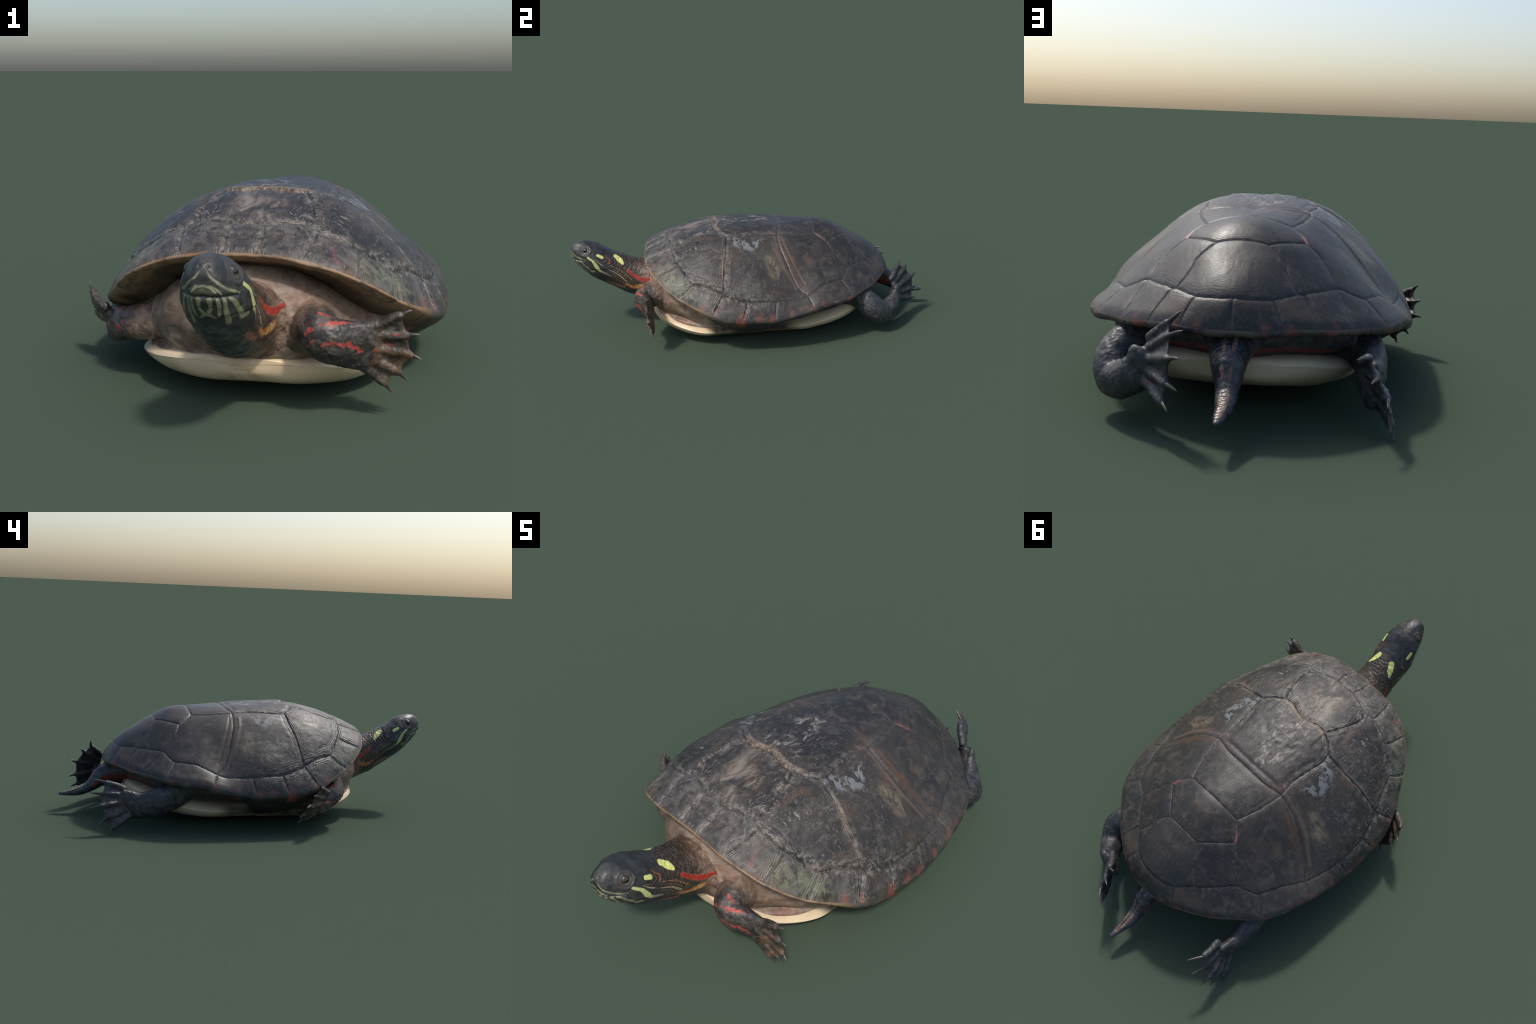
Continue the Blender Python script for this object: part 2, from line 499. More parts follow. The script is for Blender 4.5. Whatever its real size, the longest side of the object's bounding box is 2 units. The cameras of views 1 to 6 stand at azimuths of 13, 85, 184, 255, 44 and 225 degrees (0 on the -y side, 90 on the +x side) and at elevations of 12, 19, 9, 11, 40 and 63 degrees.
def horn(name, marginal):
    """Weathered dark horn of the scutes."""
    n = Nodes(name)
    ax, y, z, q = fold(n)
    flat = n.combine(ax, y, 0.)
    wf = n.warp(.010, 22, flat)
    w3 = n.warp(.022, 26, q) if marginal else None
    fore = n.step(y, .25, -.35)                       # weathering is strongest on the fore half
    big = n.noise(4.5, 4, .6, seed=3, vec=q)
    mid = n.noise(17, 6, .65, .6, seed=1, vec=q)
    c = n.mix(n.step(big, .35, .7), (.020, .019, .0188), (.044, .038, .033))
    c = n.mix(n.math("MULTIPLY", n.step(mid, .48, .70), .7), c, (.078, .067, .057))
    # brown stains
    c = n.mix(n.math("MULTIPLY", n.step(n.noise(7, 4, .6, .5, seed=8, vec=q), .52, .70), .8), c, (.072, .049, .033))
    # pale scuffs, drawn out along the growth direction
    s1 = n.noise(26, 7, .72, .8, stretch=(1.5, .55, 1), seed=5, vec=q)
    s2 = n.noise(34, 7, .70, 1.2, stretch=(.6, 1.5, 1), seed=6, vec=q)
    zone = n.step(n.noise(6, 3, .6, seed=12, vec=q), .38, .66)
    scuff = n.math("MULTIPLY", n.math("MAXIMUM", n.step(s1, .58, .74), n.step(s2, .60, .74)), n.math("MULTIPLY_ADD", zone, .75, .12))
    scuff = n.math("MULTIPLY", scuff, n.math("MULTIPLY_ADD", fore, .65, .35))
    c = n.mix(scuff, c, (.235, .200, .170))
    specks = n.step(n.noise(120, 3, .6, seed=2, vec=q), .66, .76)
    c = n.mix(n.math("MULTIPLY", specks, n.math("MULTIPLY_ADD", fore, .40, .12)), c, (.26, .235, .21))
    patchy = n.step(n.noise(9, 3, .6, seed=14, vec=q), .34, .60)
    grain = n.step(n.noise(48, 8, .75, .4, seed=15, vec=q), .49, .63)
    c = n.mix(n.math("MULTIPLY", grain, n.math("MULTIPLY", patchy, n.math("MULTIPLY_ADD", fore, .34, .13))), c, (.150, .127, .106))
    # long thin scratches: outwards over the flanks, lengthwise along the back
    across = n.step(n.noise(52, 6, .72, 1.1, stretch=(.38, 1.5, 1), seed=17, vec=q), .575, .645)
    along = n.step(n.noise(52, 6, .72, 1.1, stretch=(1.5, .42, 1), seed=18, vec=q), .575, .645)
    flank = n.step(ax, .13, .26)
    scratch = n.math("MAXIMUM", n.math("MULTIPLY", across, flank), n.math("MULTIPLY", along, n.math("SUBTRACT", 1., n.math("MULTIPLY", flank, .55))))
    sparse = n.step(n.noise(8, 3, .6, seed=19), .34, .58)
    c = n.mix(n.math("MULTIPLY", scratch, n.math("MULTIPLY", sparse, n.math("MULTIPLY_ADD", fore, .38, .46))), c, n.mix(fore, (.165, .138, .108), (.270, .230, .190)))
    fleck = n.step(n.noise(62, 6, .7, .8, stretch=(1.2, .7, 1), seed=16, vec=q), .60, .66)
    c = n.mix(n.math("MULTIPLY", fleck, n.math("MULTIPLY", zone, n.math("MULTIPLY_ADD", fore, .50, .14))), c, (.30, .265, .23))
    # seams: thin dark line between pale worn borders
    d = None
    for line in SEAMS_PLAN:
        k = n.stroke(wf, [(a, b, 0, 0) for a, b in line])
        d = k if d is None else n.math("MINIMUM", d, k)
    if marginal:
        for a, b in MARGINAL[:-1] + [(NUCHAL[0], NUCHAL[-1])]:
            d = n.math("MINIMUM", d, n.stroke(wf, [(*a, 0, 0), (*b, 0, 0)]))
    worn = n.math("MULTIPLY", n.step(d, .034, .004), n.step(n.noise(40, 8, .74, .8, seed=4, vec=q), .45, .62))
    c = n.mix(n.math("MULTIPLY", worn, n.math("MULTIPLY_ADD", fore, .62, .12)), c, (.255, .225, .195))
    c = n.mix(n.math("MULTIPLY", n.step(d, .0035, .0008), .3), c, (.022, .018, .015))
    if not marginal:
        # first vertebral: pale weathered streaks; second: white crackle and a rusty front border
        v1 = n.step(n.stroke(flat, [(.02, -.42, 0, .045), (.03, -.25, 0, .035)]), .05, -.03)
        c = n.mix(n.math("MULTIPLY", v1, n.step(n.noise(13, 6, .7, 1.0, stretch=(1.4, .6, 1), seed=21, vec=n.P), .42, .68)), c, (.215, .18, .145))
        v2 = n.step(n.stroke(flat, [(0, -.14, 0, .09), (0, .05, 0, .09)]), .03, -.04)
        crack = n.step(n.noise(21, 8, .74, .7, stretch=(1.5, .75, 1), seed=31, vec=n.P), .53, .63)
        c = n.mix(n.math("MULTIPLY", v2, n.math("MULTIPLY", crack, .75)), c, (.33, .29, .255))
        c = cover(n, c, n.stroke(wf, [(0, -.176, 0, .009), (.04, -.187, 0, .010), (.082, -.202, 0, .011), (.117, -.192, 0, .008), (.15, -.17, 0, .003)]), n.mix(n.step(n.noise(55, 6, .7, .6), .42, .62), (.105, .068, .040), (.26, .215, .165)), .006, .8)
        # silvery peeling film on the second costals
        film = n.step(n.stroke(flat, [(.215, -.12, 0, .012), (.25, -.09, 0, .022), (.265, -.02, 0, .030), (.25, .03, 0, .015)]), .012, -.006)
        flake = n.step(n.noise(15, 4, .62, 1.4, stretch=(.55, 1.6, 1), seed=41, vec=q), .495, .512)
        c = n.mix(n.math("MULTIPLY", film, n.math("MULTIPLY", flake, .9)), c, (.165, .175, .180))
        # straw-coloured worn patch and rusty growth bands on the flank
        straw = n.step(n.stroke(n.warp(.05, 18, flat), [(.335, .085, 0, .018), (.385, .10, 0, .026)]), .030, -.020)
        c = n.mix(n.math("MULTIPLY", straw, n.step(n.noise(30, 6, .72, .5, stretch=(.5, 1.6, 1), seed=53), .36, .62)), c, (.175, .140, .092))
        rust = n.stroke(wf, [(.215, .155, 0, .006), (.29, .170, 0, .010), (.37, .208, 0, .010), (.44, .25, 0, .005)])
        c = cover(n, c, rust, (.092, .050, .030), .010, .75)
        rust2 = n.stroke(wf, [(.21, .112, 0, .003), (.29, .122, 0, .006), (.37, .150, 0, .008), (.44, .20, 0, .006)])
        c = cover(n, c, rust2, (.155, .105, .075), .007, .7)
        c = cover(n, c, n.stroke(wf, [(.29, -.158, 0, .003), (.367, -.178, 0, .005), (.43, -.185, 0, .003)]), (.22, .165, .12), .004, .7)
        pink = n.math("MINIMUM", n.stroke(wf, [(.150, .350, 0, .0004), (.175, .378, 0, .0022), (.188, .398, 0, .0036), (.200, .408, 0, .0008)]), n.stroke(wf, [(.360, -.172, 0, .0016), (.370, -.175, 0, .0034)]))
        pink = n.math("MINIMUM", pink, n.stroke(wf, [(.170, .088, 0, .0012), (.176, .095, 0, .0030)]))
        c = cover(n, c, pink, (.36, .115, .098), .004, .75)
    else:
        grey = n.math("MULTIPLY", n.step(y, -.16, -.32), n.step(n.noise(12, 6, .7, .8, seed=61, vec=q), .40, .66))
        c = n.mix(n.math("MULTIPLY", grey, .6), c, (.150, .140, .124))
        # moss on the third marginals
        moss = n.math("MULTIPLY", n.step(n.stroke(wf, [(.345, -.475, 0, .03), (.39, -.42, 0, .025), (.45, -.35, 0, .015)]), .03, -.02), n.step(n.noise(42, 5, .7, seed=71, vec=q), .43, .58))
        c = n.mix(n.math("MULTIPLY", moss, .8), c, (.135, .145, .085))
        # rust-red flecks at the outer ends of the seams, ochre front lip
        red = None
        for a, b, h, r in [(.548, -.10, .222, .016), (.555, -.01, .213, .012), (.555, .06, .210, .014), (.530, -.24, .245, .014), (.535, .27, .243, .008), (.52, .33, .252, .006), (.551, .16, .22, .008), (.50, -.30, .266, .012), (.17, .735, .297, .008), (.10, .755, .297, .008), (.30, .645, .286, .005), (.39, .57, .277, .004)]:
            k = n.stroke(w3, [(a, b, h, r), (a - .012, b + .008, h + .014, r * .5)])
            red = k if red is None else n.math("MINIMUM", red, k)
        c = cover(n, c, red, (.27, .070, .040), .014, .48)
        lip = n.stroke(wf, [(0, -.594, 0, .002), (.10, -.595, 0, .006), (.17, -.590, 0, .004), (.25, -.570, 0, .004), (.33, -.532, 0, .003), (.40, -.466, 0, .002), (.47, -.37, 0, .001)])
        lip = n.math("ADD", lip, n.math("MULTIPLY", n.math("SUBTRACT", .62, n.noise(13, 5, .7, .6, seed=91, vec=q)), .07))
        c = cover(n, c, lip, n.mix(n.step(n.noise(14, 4, seed=81, vec=q), .42, .6), (.25, .155, .080), (.33, .145, .095)), .012, .8)
        streak = n.stroke(wf, [(.245, -.50, 0, .002), (.262, -.545, 0, .005)])
        c = cover(n, c, streak, (.24, .06, .05), .006, .6)
    wrinkle = n.math("SINE", n.math("MULTIPLY", n.math("ADD", d, n.math("MULTIPLY", n.noise(18, 4, .6, vec=q), .022)), 820.))
    wrinkle = n.math("MULTIPLY", n.math("MULTIPLY", wrinkle, n.step(d, .034, .008)), n.math("MULTIPLY_ADD", fore, .30, .04))
    h = n.math("ADD", n.math("MULTIPLY", s1, n.math("MULTIPLY_ADD", fore, .5, .12)), n.math("MULTIPLY", n.noise(150, 4, .6, vec=q), .25))
    h = n.math("ADD", n.math("ADD", h, wrinkle), n.math("MULTIPLY", n.math("MULTIPLY", scratch, fore), .25))
    bump = n.bump(h, .40, .006)
    rough = n.math("MULTIPLY_ADD", mid, .30, .30)
    return n.finish(c, rough, bump, .42)


def rim_horn():
    n = Nodes("carapace_rim")
    ax, y, z, q = fold(n)
    m = n.noise(14, 5, .65, .5, vec=q)
    dark = n.mix(n.step(m, .4, .65), (.030, .029, .027), (.070, .062, .050))
    red = n.step(n.noise(11, 3, .5, .6, stretch=(1, 1, .6), seed=4, vec=q), .56, .66)
    side = n.mix(n.math("MULTIPLY", red, .8), dark, (.30, .070, .038))
    front = n.mix(n.step(n.noise(17, 5, .7, .8, seed=7, vec=q), .32, .50), (.075, .056, .040), n.mix(n.step(m, .4, .6), (.22, .125, .065), (.30, .195, .115)))
    under = n.mix(n.step(m, .35, .65), (.075, .050, .030), (.115, .080, .050))
    rear = n.mix(n.math("MULTIPLY", red, .6), n.mix(n.step(m, .4, .6), (.035, .034, .034), (.115, .090, .065)), (.26, .06, .04))
    c = n.mix(n.step(y, .22, .42), side, rear)
    c = n.mix(n.step(y, -.24, -.36), c, front)
    # the inner side of the free lip is brown skin-covered bone
    inner = n.stroke(q, [(0, -.40, .46, .16), (.2, -.40, .43, .15), (.36, -.30, .33, .12), (.42, -.18, .26, .08)])
    c = n.mix(n.math("MULTIPLY", n.step(inner, .015, -.010), n.step(y, -.16, -.24)), c, under)
    return n.finish(c, .55, n.bump(m, .3, .005), .4)


def plastron_horn():
    n = Nodes("plastron_horn")
    ax, y, z, q = fold(n)
    m = n.noise(5, 5, .6, .4)
    c = n.mix(n.step(m, .35, .7), (.74, .585, .395), (.66, .51, .33))
    c = n.mix(n.math("MULTIPLY", n.step(n.noise(22, 5, .7), .52, .75), .35), c, (.56, .43, .28))
    stain = n.math("MULTIPLY", n.step(n.stroke(q, [(0, -.57, .10, .03), (.02, -.50, .06, .045)]), .05, -.02), n.step(n.noise(12, 5, .7, 1.0, seed=5), .40, .66))
    c = n.mix(n.math("MULTIPLY", stain, .8), c, (.36, .205, .075))
    # grey margin towards the bridge
    grey = n.math("MULTIPLY", n.step(ax, .325, .372), n.math("MULTIPLY", n.step(y, -.30, -.22), n.step(y, .24, .14)))
    c = n.mix(grey, c, n.mix(n.step(n.noise(20, 4), .45, .6), (.06, .058, .048), (.17, .14, .085)))
    return n.finish(c, .38, n.bump(n.noise(40, 4), .12, .004), .45)


def scales(n, size, vec=None, stretch=None):
    """Small scales of reptile skin: height, raised in the middle of each cell."""
    v = n.warp(.004, 60, vec)
    return n.math("SUBTRACT", 1., n.voronoi(size, "F1", vec=v, stretch=stretch))


BLACK, OLIVE = (.021, .0215, .0215), (.165, .175, .105)
YELLOW, RED = (.60, .62, .16), (.40, .024, .018)


def head_skin(name, neck):
    n = Nodes(name)
    ax, y, z, q = fold(n, lambda yy: n.math("MULTIPLY_ADD", yy, -.0364, .00315))
    w = n.warp(.0045, 55, q)
    w2 = n.warp(.010, 30, q)
    m = n.noise(24, 5, .65, .4)
    # plain ground: blue-black crown, brown-black loose skin on the neck, slate throat
    c = n.mix(n.step(m, .40, .70), BLACK, (.046, .046, .045))
    nape = n.step(y, -.785, -.755)
    c = n.mix(nape, c, n.mix(n.step(n.noise(60, 4, .7, stretch=(1, 1.8, 1)), .42, .66), (.028, .021, .016), (.085, .062, .046)))
    low = n.math("SUBTRACT", z, n.math("MULTIPLY_ADD", n.math("ADD", y, .95), -.50, .365))
    throat = n.step(low, .012, -.022)
    c = n.mix(throat, c, n.mix(n.step(n.noise(38, 4, .6), .42, .62), (.026, .034, .034), (.085, .105, .098)))
    snout = n.step(n.stroke(q, [(0, -1.0, .50, .014), (0, -.955, .525, .02)]), .012, -.012)
    c = n.mix(n.math("MULTIPLY", snout, .6), c, (.085, .082, .078))
    face = n.step(n.stroke(q, [(.0, -.99, .43, .03), (.05, -.95, .41, .03), (.07, -.90, .38, .02)]), .03, -.01)
    c = n.mix(n.math("MULTIPLY", face, .7), c, n.mix(n.step(n.noise(50, 4), .4, .65), (.022, .028, .025), (.055, .066, .056)))
    # wrinkled brownish lids
    lid = n.vec("DISTANCE", q, (.0555, -.919, .481))
    c = n.mix(n.math("MULTIPLY", n.step(lid, .036, .022), n.step(n.noise(70, 4, .6, .5), .35, .65)), c, (.066, .056, .047))
    rings = n.math("SINE", n.math("MULTIPLY", n.math("ADD", lid, n.math("MULTIPLY", m, .004)), 1400.))
    c = n.mix(n.math("MULTIPLY", n.math("MULTIPLY", n.step(rings, .4, .9), n.step(lid, .036, .026)), .18), c, (.13, .115, .085))
    # brown skin where the neck meets the body
    root = n.step(n.math("ADD", y, n.math("MULTIPLY", n.math("SUBTRACT", m, .5), .10)), -.655, -.575)
    skin = n.mix(n.step(n.noise(28, 6, .7, .8), .40, .66), (.105, .062, .044), (.27, .185, .135))
    c = n.mix(root, c, skin)
    # pale stripes of face and chin
    S_ = [
        [(.009, -1.0, .497, .0022), (.018, -1.0, .482, .0028), (.037, -.993, .467, .0036), (.055, -.970, .449, .0046), (.068, -.943, .437, .0052), (.074, -.926, .432, .0035)],
        [(0, -1.002, .4625, .0032), (.018, -1.001, .458, .0035), (.029, -.997, .447, .0030)],
        [(.016, -1.001, .463, .0016), (.032, -.995, .454, .0022), (.041, -.983, .438, .0026)],
        [(.0135, -.996, .428, .0062), (.0145, -.988, .411, .0048)],
        [(.014, -.982, .402, .0048), (.003, -.971, .387, .0060), (.018, -.953, .374, .0036)],
        [(.032, -.990, .429, .0048), (.034, -.976, .406, .0058), (.028, -.954, .377, .0040)],
        [(.045, -.974, .430, .0052), (.0445, -.953, .392, .0064), (.0445, -.920, .355, .0084)],
        [(.058, -.957, .427, .0058), (.064, -.938, .411, .0058), (.074, -.893, .366, .0084), (.083, -.878, .369, .0060)],
    ]
    d = None
    for line in S_:
        k = n.stroke(w, line)
        d = k if d is None else n.math("MINIMUM", d, k)
    c = cover(n, c, d, n.mix(n.step(m, .4, .65), OLIVE, (.25, .25, .15)), .0015, .92)
    beak = n.stroke(w, [(0, -1.0, .450, .006), (.020, -.998, .444, .004)])
    c = cover(n, c, beak, (.125, .125, .075), .004, .6)
    jaw = n.stroke(w, [(.078, -.907, .450, .0052), (.087, -.878, .427, .0068), (.092, -.862, .396, .0105), (.090, -.846, .374, .0070), (.085, -.79, .333, .0030)])
    c = cover(n, c, jaw, n.mix(n.step(y, -.86, -.83), (.42, .45, .17), (.24, .24, .155)), .0016)
    ear = n.stroke(w, [(.060, -.815, .452, .0014), (.070, -.791, .424, .0028), (.081, -.791, .410, .0042), (.084, -.803, .407, .0020)])
    c = cover(n, c, ear, (.30, .080, .022), .0014)
    thin = n.math("MINIMUM", n.stroke(w, [(.066, -.812, .441, .0012), (.079, -.806, .420, .0012), (.088, -.835, .419, .0012), (.087, -.860, .438, .0012)]),
                  n.stroke(w, [(.082, -.782, .390, .0045), (.082, -.772, .384, .0016), (.080, -.728, .357, .0018), (.088, -.682, .307, .0018), (.10, -.645, .280, .0026), (.118, -.604, .278, .0022)]))
    c = cover(n, c, thin, (.235, .135, .065), .0012, .9)
    line2 = n.stroke(w, [(.087, -.874, .443, .0012), (.090, -.842, .411, .0022), (.089, -.809, .384, .0032), (.086, -.747, .339, .0030), (.0845, -.722, .312, .0052), (.083, -.708, .296, .0040)])
    c = cover(n, c, line2, (.30, .235, .145), .0014, .9)
    near2 = n.math("ADD", line2, .003)
    many = n.math("SINE", n.math("MULTIPLY", n.math("ADD", near2, n.math("MULTIPLY", n.noise(22, 2), .006)), 560.))
    many = n.math("MULTIPLY", n.step(many, .72, .95), n.math("MULTIPLY", n.step(near2, .036, .028), n.step(y, -.86, -.82)))
    c = n.mix(n.math("MULTIPLY", n.math("MULTIPLY", many, n.step(z, .405, .385)), .55), c, (.21, .165, .10))
    line3 = n.stroke(w, [(.090, -.80, .352, .0016), (.086, -.76, .312, .0022), (.083, -.72, .282, .0022)])
    c = cover(n, c, line3, (.22, .17, .11), .0014, .7)
    spot = n.stroke(n.warp(.003, 30, q), [(.075, -.852, .456, .0082), (.074, -.830, .442, .0092)])
    blotch = n.stroke(w, [(.039, -.757, .434, .0125), (.050, -.737, .413, .0150), (.061, -.722, .395, .0085)])
    c = cover(n, c, n.math("MINIMUM", spot, blotch), n.mix(n.step(n.noise(90, 3), .4, .7), YELLOW, (.68, .70, .30)), .0018)
    # red band along the side of the neck, orange seam below it, red flecks on the throat
    band = n.stroke(w, [(.079, -.694, .357, .0068), (.087, -.663, .327, .0088), (.097, -.630, .308, .0100), (.112, -.596, .304, .0090), (.128, -.578, .318, .0080), (.147, -.566, .351, .0050)])
    c = cover(n, c, n.math("SUBTRACT", band, .0022), (.24, .10, .03), .0016, .8)
    c = cover(n, c, band, n.mix(n.step(n.voronoi(140, vec=w), .3, .6), (.34, .034, .022), (.22, .022, .015)), .0014)
    orange = n.stroke(w2, [(.082, -.712, .277, .005), (.083, -.670, .255, .011), (.107, -.628, .266, .013), (.15, -.59, .287, .012)])
    flame = n.mix(n.step(n.noise(42, 5, .7, 1.2), .42, .60), (.42, .105, .030), (.48, .35, .13))
    c = cover(n, c, orange, flame, .008, .85)
    fleck = n.stroke(w, [(.066, -.81, .296, .008), (.070, -.765, .272, .012), (.072, -.725, .255, .009)])
    bars = n.step(n.noise(75, 2, .5, stretch=(1, 2.4, 1)), .44, .52)
    c = cover(n, c, fleck, n.mix(bars, (.36, .055, .025), (.20, .16, .12)), .004, .8)
    sc = scales(n, 95, stretch=(1, 1.5, 1) if neck else None)
    hgt = n.math("MULTIPLY", sc, n.math("MULTIPLY_ADD", n.step(y, -.80, -.74), .8, .2))
    bump = n.bump(n.math("ADD", hgt, n.math("MULTIPLY", m, .5)), .45, .0045)
    return n.finish(c, n.math("MULTIPLY_ADD", m, .25, .33), bump, .45)


def body_skin():
    n = Nodes("body_skin")
    ax, y, z, q = fold(n)
    w = n.warp(.012, 25, q)
    m = n.noise(20, 6, .7, .8, stretch=(1, 1, 1.6))
    tan = n.mix(n.step(m, .30, .74), (.130, .088, .064), (.275, .200, .150))
    tan = n.mix(n.math("MULTIPLY", n.step(n.noise(7, 4, .6, seed=3), .50, .68), .8), tan, (.42, .34, .26))
    tan = n.mix(n.math("MULTIPLY", n.step(n.noise(9, 5, .6, .8, seed=9), .56, .68), .35), tan, (.24, .095, .055))
    slate = n.mix(n.step(m, .38, .66), (.030, .032, .035), (.080, .083, .082))
    red = n.stroke(w, [(.07, .66, .20, .010), (.14, .62, .196, .012), (.23, .55, .186, .010), (.33, .47, .178, .006)])
    slate = cover(n, slate, red, (.26, .038, .026), .008, .9)
    slate = cover(n, slate, n.stroke(w, [(.035, .64, .17, .03), (.05, .70, .19, .025)]), (.24, .032, .022), .012, .7)
    c = n.mix(n.step(y, .1, .25), tan, slate)
    return n.finish(c, .5, n.bump(n.math("ADD", m, n.math("MULTIPLY", scales(n, 90), .3)), .28, .005), .4)


def tail_skin():
    n = Nodes("tail_skin")
    ax, y, z, q = fold(n, lambda yy: .0250)
    w = n.warp(.005, 45, q)
    m = n.noise(26, 5, .65)
    c = n.mix(n.step(m, .40, .66), (.022, .023, .028), (.060, .062, .068))
    top = n.stroke(w, [(.014, .74, .262, .006), (.0135, .775, .245, .006), (.0125, .835, .187, .006), (.0115, .888, .134, .0065), (.009, .93, .120, .006), (.004, .975, .110, .004)])
    c = cover(n, c, top, n.mix(n.step(n.noise(34, 4, .6), .44, .58), (.17, .070, .050), (.25, .19, .115)), .0020, .85)
    red = n.stroke(w, [(.050, .70, .190, .026), (.052, .755, .186, .020), (.046, .80, .165, .008), (.034, .83, .138, .003)])
    c = cover(n, c, red, n.mix(n.step(m, .42, .58), (.10, .020, .016), (.33, .035, .026)), .006, .95)
    white = n.math("MULTIPLY", n.step(n.noise(150, 2), .66, .72), n.step(ax, .03, .01))
    c = n.mix(n.math("MULTIPLY", white, n.step(y, .93, .86)), c, (.28, .30, .34))
    return n.finish(c, .36, n.bump(n.math("ADD", scales(n, 110), m), .35, .004), .5)


def leg_skin(name, base, light, strokes, paint, tan_at=None, tan_r=.1, foot=False, mottled=.6, relief=.30):
    n = Nodes(name)
    w = n.warp(.006, 50)
    m = n.noise(34, 6, .68, .6)
    c = n.mix(n.step(m, .40, .66), base, light)
    c = n.mix(n.math("MULTIPLY", n.step(n.noise(13, 5, .65, .5, seed=3), .52, .68), mottled), c, tuple(1.9 * v for v in light))
    if foot:
        c = n.mix(n.math("MULTIPLY", n.step(n.noise(16, 4, .6, seed=6), .46, .64), .7), c, (.155, .090, .048))
    if tan_at:
        skin = n.mix(n.step(n.noise(22, 6, .7, .6), .38, .66), (.105, .070, .052), (.27, .19, .14))
        k = n.vec("DISTANCE", n.warp(.03, 14), tan_at)
        c = n.mix(n.step(k, tan_r, tan_r * .62), c, skin)
    d = None
    for line in strokes:
        k = n.stroke(w, line)
        d = k if d is None else n.math("MINIMUM", d, k)
    if d is not None:
        c = cover(n, c, n.math("ADD", d, n.math("MULTIPLY", n.math("SUBTRACT", n.voronoi(70), .36), .012)), n.mix(n.step(n.noise(60, 3), .4, .65), paint, tuple(.62 * v for v in paint)), .0026, .90)
    sc = scales(n, 85)
    bump = n.bump(n.math("ADD", sc, n.math("MULTIPLY", m, .8)), relief, .005)
    return n.finish(c, n.math("MULTIPLY_ADD", m, .25, .34), bump, .45)


def claw_horn():
    n = Nodes("claw_horn")
    x, y, z = n.xyz()
    c = n.mix(n.step(x, .45, 1.0), (.042, .035, .031), (.105, .090, .076))
    return n.finish(c, .35, None, .5)


def eye_gloss():
    n = Nodes("eye_gloss")
    x, y, z = n.xyz()
    r = n.math("SQRT", n.math("ADD", n.math("MULTIPLY", y, y), n.math("MULTIPLY", z, z)))
    c = n.mix(n.step(r, .0052, .0064), (.006, .006, .006), n.mix(n.step(n.noise(300, 3), .50, .58), (.014, .013, .010), (.20, .15, .07)))
    c = n.mix(n.step(n.math("ABSOLUTE", z), .0034, .0022), c, (.008, .008, .007))
    c = n.mix(n.step(r, .0115, .0135), c, (.032, .028, .026))
    n.bsdf.inputs["Coat Weight"].default_value = .1
    n.bsdf.inputs["Coat Roughness"].default_value = .12
    return n.finish(c, .38, None, .4)


CORAL = (.41, .072, .056)
FL_STROKES = [
    [(.262, -.648, .285, .005), (.285, -.643, .287, .010), (.302, -.635, .287, .010), (.326, -.615, .285, .006)],
    [(.246, -.606, .308, .004), (.268, -.617, .303, .009), (.292, -.612, .295, .004)],
    [(.268, -.661, .231, .004), (.290, -.663, .238, .007), (.320, -.652, .234, .006), (.334, -.640, .233, .009), (.348, -.627, .221, .008), (.371, -.614, .207, .007)],
    [(.193, -.622, .250, .006), (.194, -.623, .250, .006)], [(.221, -.648, .259, .008), (.236, -.652, .271, .008)], [(.221, -.636, .277, .004), (.226, -.640, .285, .004)],
    [(.224, -.643, .218, .004), (.243, -.658, .241, .004)], [(.343, -.612, .281, .004), (.346, -.612, .281, .004)], [(.364, -.611, .273, .004), (.369, -.610, .272, .003)]]
FL_FOOT = [
    [(.401, -.602, .209, .0045), (.424, -.598, .199, .0030), (.448, -.598, .197, .0030), (.486, -.598, .197, .0025), (.503, -.594, .192, .0020)],
    [(.386, -.602, .186, .0025), (.397, -.595, .168, .0035), (.409, -.586, .145, .0020)], [(.438, -.600, .258, .0030), (.461, -.600, .256, .0035), (.490, -.600, .257, .0020)], [(.422, -.590, .226, .0030), (.451, -.591, .224, .0030)]]
FR_STROKES = [[(-.415, -.405, .175, .008), (-.398, -.416, .163, .009)], [(-.394, -.415, .194, .007), (-.386, -.423, .189, .006)], [(-.455, -.340, .118, .004), (-.446, -.328, .100, .005)],
              [(-.429, -.378, .196, .005), (-.427, -.362, .206, .005), (-.434, -.330, .211, .006)], [(-.401, -.376, .219, .007), (-.419, -.345, .214, .008)], [(-.417, -.388, .133, .006), (-.461, -.339, .146, .006), (-.486, -.297, .148, .005)]]
FR_FOOT = [[(-.500, -.285, .150, .004), (-.535, -.249, .154, .003), (-.56, -.20, .152, .002)], [(-.50, -.28, .18, .003), (-.55, -.235, .225, .002)]]
HL_FOOT = [[(.248, .832, .143, .006), (.250, .828, .155, .005)], [(.233, .836, .207, .005), (.230, .842, .196, .005)], [(.240, .825, .240, .004), (.238, .83, .232, .004)], [(.215, .87, .175, .005), (.213, .875, .165, .004)], [(.22, .862, .215, .004), (.217, .868, .208, .004)]]
HR_FOOT = [[(-.405, .711, .131, .006), (-.410, .716, .125, .005)], [(-.413, .704, .098, .005), (-.414, .712, .092, .004)], [(-.414, .745, .148, .005), (-.416, .752, .144, .004)], [(-.375, .73, .222, .004), (-.37, .75, .228, .003)]]
DARK_RED = (.17, .024, .020)
